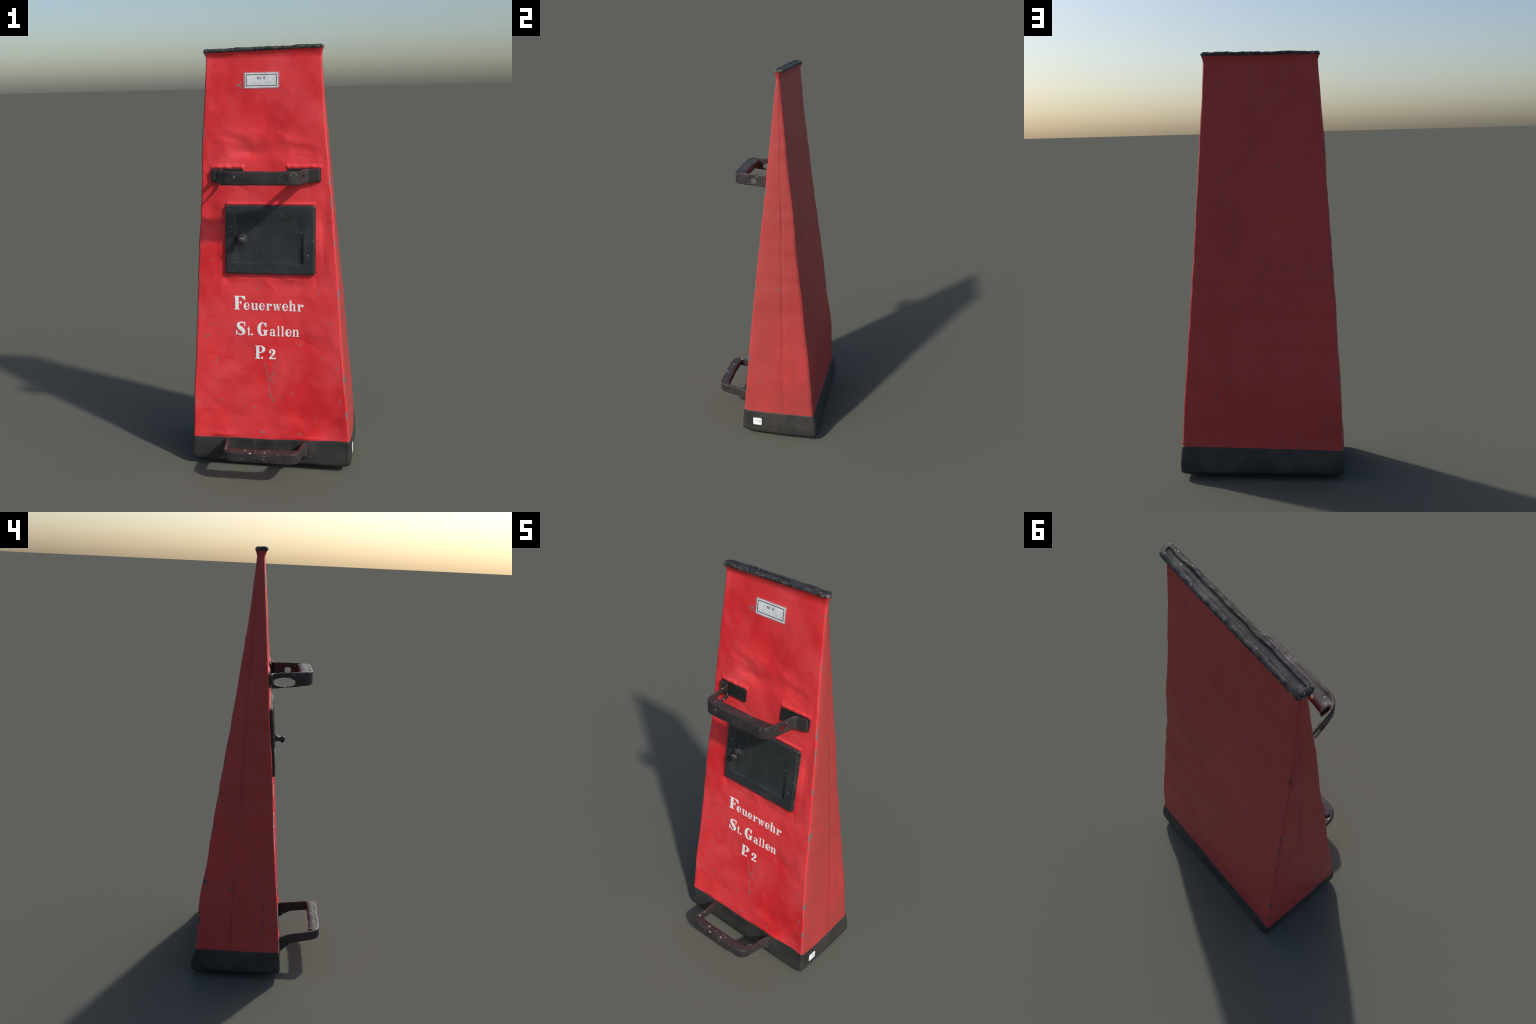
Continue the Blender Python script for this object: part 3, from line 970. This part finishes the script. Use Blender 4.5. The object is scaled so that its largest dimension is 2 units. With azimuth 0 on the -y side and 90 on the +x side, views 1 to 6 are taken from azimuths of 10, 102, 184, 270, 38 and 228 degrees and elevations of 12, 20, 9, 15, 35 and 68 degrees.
def bake(ob):
    dg = bpy.context.evaluated_depsgraph_get()
    dg.update()
    me = bpy.data.meshes.new_from_object(ob.evaluated_get(dg))
    return me


def prism(pts, axis_x0, axis_x1):
    """extrude a (y, z) outline along x"""
    n = len(pts)
    V = [(axis_x0, y, z) for y, z in pts] + [(axis_x1, y, z) for y, z in pts]
    F = [tuple(range(n)), tuple(range(2 * n - 1, n - 1, -1))] + [(i, (i + 1) % n, n + (i + 1) % n, n + i) for i in range(n)]
    return V, F


def bar_loft(sections):
    """sections: (x, outline[(y,z)...])"""
    V, F = [], []
    n = len(sections[0][1])
    for x, o in sections:
        V += [(x, y, z) for y, z in o]
    for s in range(len(sections) - 1):
        for i in range(n):
            j = (i + 1) % n
            F.append((s * n + i, s * n + j, s * n + n + j, s * n + n + i))
    F.append(tuple(range(n - 1, -1, -1)))
    F.append(tuple((len(sections) - 1) * n + i for i in range(n)))
    return V, F


def blob_hole(cy, cz, ry, rz, n=20, wob=0.0, seed=1):
    r = np.random.RandomState(seed)
    k = 1 + wob * (r.rand(n) - .5)
    k = (k + np.roll(k, 1)) / 2
    return [(cy + ry * k[i] * math.copysign(abs(math.cos(2 * math.pi * i / n)) ** .8, math.cos(2 * math.pi * i / n)),
             cz + rz * k[i] * math.copysign(abs(math.sin(2 * math.pi * i / n)) ** .8, math.sin(2 * math.pi * i / n))) for i in range(n)]


def fuse(name, pieces, holes, mat, parent, voxel=.0028, smooth=9):
    obs = [temp(*p) for p in pieces]
    verts, faces, k = [], [], 0
    for o in obs:
        verts += [tuple(v.co) for v in o.data.vertices]
        faces += [tuple(i + k for i in p.vertices) for p in o.data.polygons]
        k = len(verts)
    ob = temp(verts, faces)
    rm = ob.modifiers.new('r', 'REMESH')
    rm.mode = 'VOXEL'
    rm.voxel_size = voxel
    hs = []
    for h in holes:
        c = temp(*h)
        hs.append(c)
        b = ob.modifiers.new('b', 'BOOLEAN')
        b.object = c
        b.operation = 'DIFFERENCE'
        b.solver = 'EXACT'
    rm = ob.modifiers.new('r2', 'REMESH')
    rm.mode = 'VOXEL'
    rm.voxel_size = voxel
    sm = ob.modifiers.new('s', 'SMOOTH')
    sm.iterations = smooth
    sm.factor = .5
    me = bake(ob)
    co = np.empty(len(me.vertices) * 3)
    me.vertices.foreach_get('co', co)
    co = co.reshape(-1, 3)
    no = np.empty(len(me.vertices) * 3)
    me.vertices.foreach_get('normal', no)
    no = no.reshape(-1, 3)
    co += no * (.0009 * noise3(co[:, 0], co[:, 1], co[:, 2], .022) + .0006 * noise3(co[:, 0], co[:, 1], co[:, 2] + 3, .05))[:, None]
    me.vertices.foreach_set('co', co.ravel())
    me.name = name
    me.materials.clear()
    me.materials.append(mat)
    me.polygons.foreach_set('use_smooth', [True] * len(me.polygons))
    for o in obs + hs + [ob]:
        d = o.data
        bpy.data.objects.remove(o)
        bpy.data.meshes.remove(d)
    return link(bpy.data.objects.new(name, me), parent)


# upper handle: feet on the plates, straps forward, deep grip bar across
ty = -.196
yf = lambda x: float(plane_y(x, 1.417))
upath = [(-.272, yf(-.27) - .012, 1.389, 1.446, .009), (-.222, yf(-.22) - .013, 1.374, 1.446, .009),
         (-.189, ty + .007, 1.393, 1.455, .012), (.157, ty + .007, 1.392, 1.452, .012),
         (.172, yf(.17) - .013, 1.380, 1.447, .009), (.240, yf(.24) - .012, 1.388, 1.448, .009)]
up = fillet(upath, [0, .016, .046, .046, .016, 0])


def grip(x, y0, y1, zt, zb, zi, n=20):
    """rounded bar section, flat-topped, its inner lower corner lifted"""
    o = []
    for k in range(n):
        a = 2 * math.pi * k / n
        c, d = math.cos(a), math.sin(a)
        u = math.copysign(abs(c) ** .6, c)
        v = math.copysign(abs(d) ** .6, d)
        y = (y0 + y1) / 2 + u * (y1 - y0) / 2
        low = zb + (zi - zb) * (u + 1) / 2
        o.append((y, (zt + low) / 2 + v * (zt - low) / 2))
    return (x, o)


ug = [grip(-.180, -.181, -.124, 1.451, 1.403, 1.402), grip(-.165, -.190, -.132, 1.451, 1.396, 1.405), grip(-.10, -.196, -.138, 1.452, 1.392, 1.405),
      grip(.07, -.196, -.138, 1.452, 1.391, 1.405), grip(.132, -.190, -.132, 1.451, 1.395, 1.405), grip(.148, -.181, -.124, 1.450, 1.402, 1.402)]
uh = [prism(blob_hole(-.066, 1.405, .052, .0195, wob=.22, seed=3), -.26, -.10), prism(blob_hole(-.087, 1.413, .0165, .013, wob=.1), .10, .22)]
upper = fuse('carrying_handle', [strap_mesh(up), bar_loft(ug)], uh, M_HANDLE, trunk)
for (a, b) in ((-.2745, -.122), (.086, .2415)):
    drape('mounting_plate', lambda x, z, a=a, b=b: box(a, 1.3875, b, 1.447)(x, z), (a - .004, 1.384, b + .004, 1.451), .004,
          lambda x, z, e: np.column_stack([x, plane_y(x, z) - .0075 - e * 7, z]), M_PLATE, upper)

# lower handle: springs straight from the base band
by = -.309
bf = -.110
lpath = [(-.222, bf + .030, .046, .138, .024), (-.213, bf - .002, .060, .142, .022), (-.201, bf - .05, .104, .153, .016), (-.186, by + .007, .124, .171, .014),
         (.154, by + .007, .124, .176, .014), (.161, bf - .05, .104, .156, .016), (.169, bf - .002, .060, .146, .022), (.178, bf + .030, .046, .142, .024)]
lp = fillet(lpath, [0, .016, .03, .046, .046, .03, .016, 0])
lg = [grip(-.176, -.297, -.248, .169, .131, .133), grip(-.152, -.304, -.254, .171, .123, .131), grip(-.09, -.311, -.258, .172, .121, .131),
      grip(.06, -.311, -.258, .174, .120, .132), grip(.122, -.304, -.254, .176, .124, .133), grip(.145, -.297, -.248, .176, .132, .136)]
fuse('carrying_handle', [strap_mesh(lp), bar_loft(lg)], [], M_HANDLE, trunk)
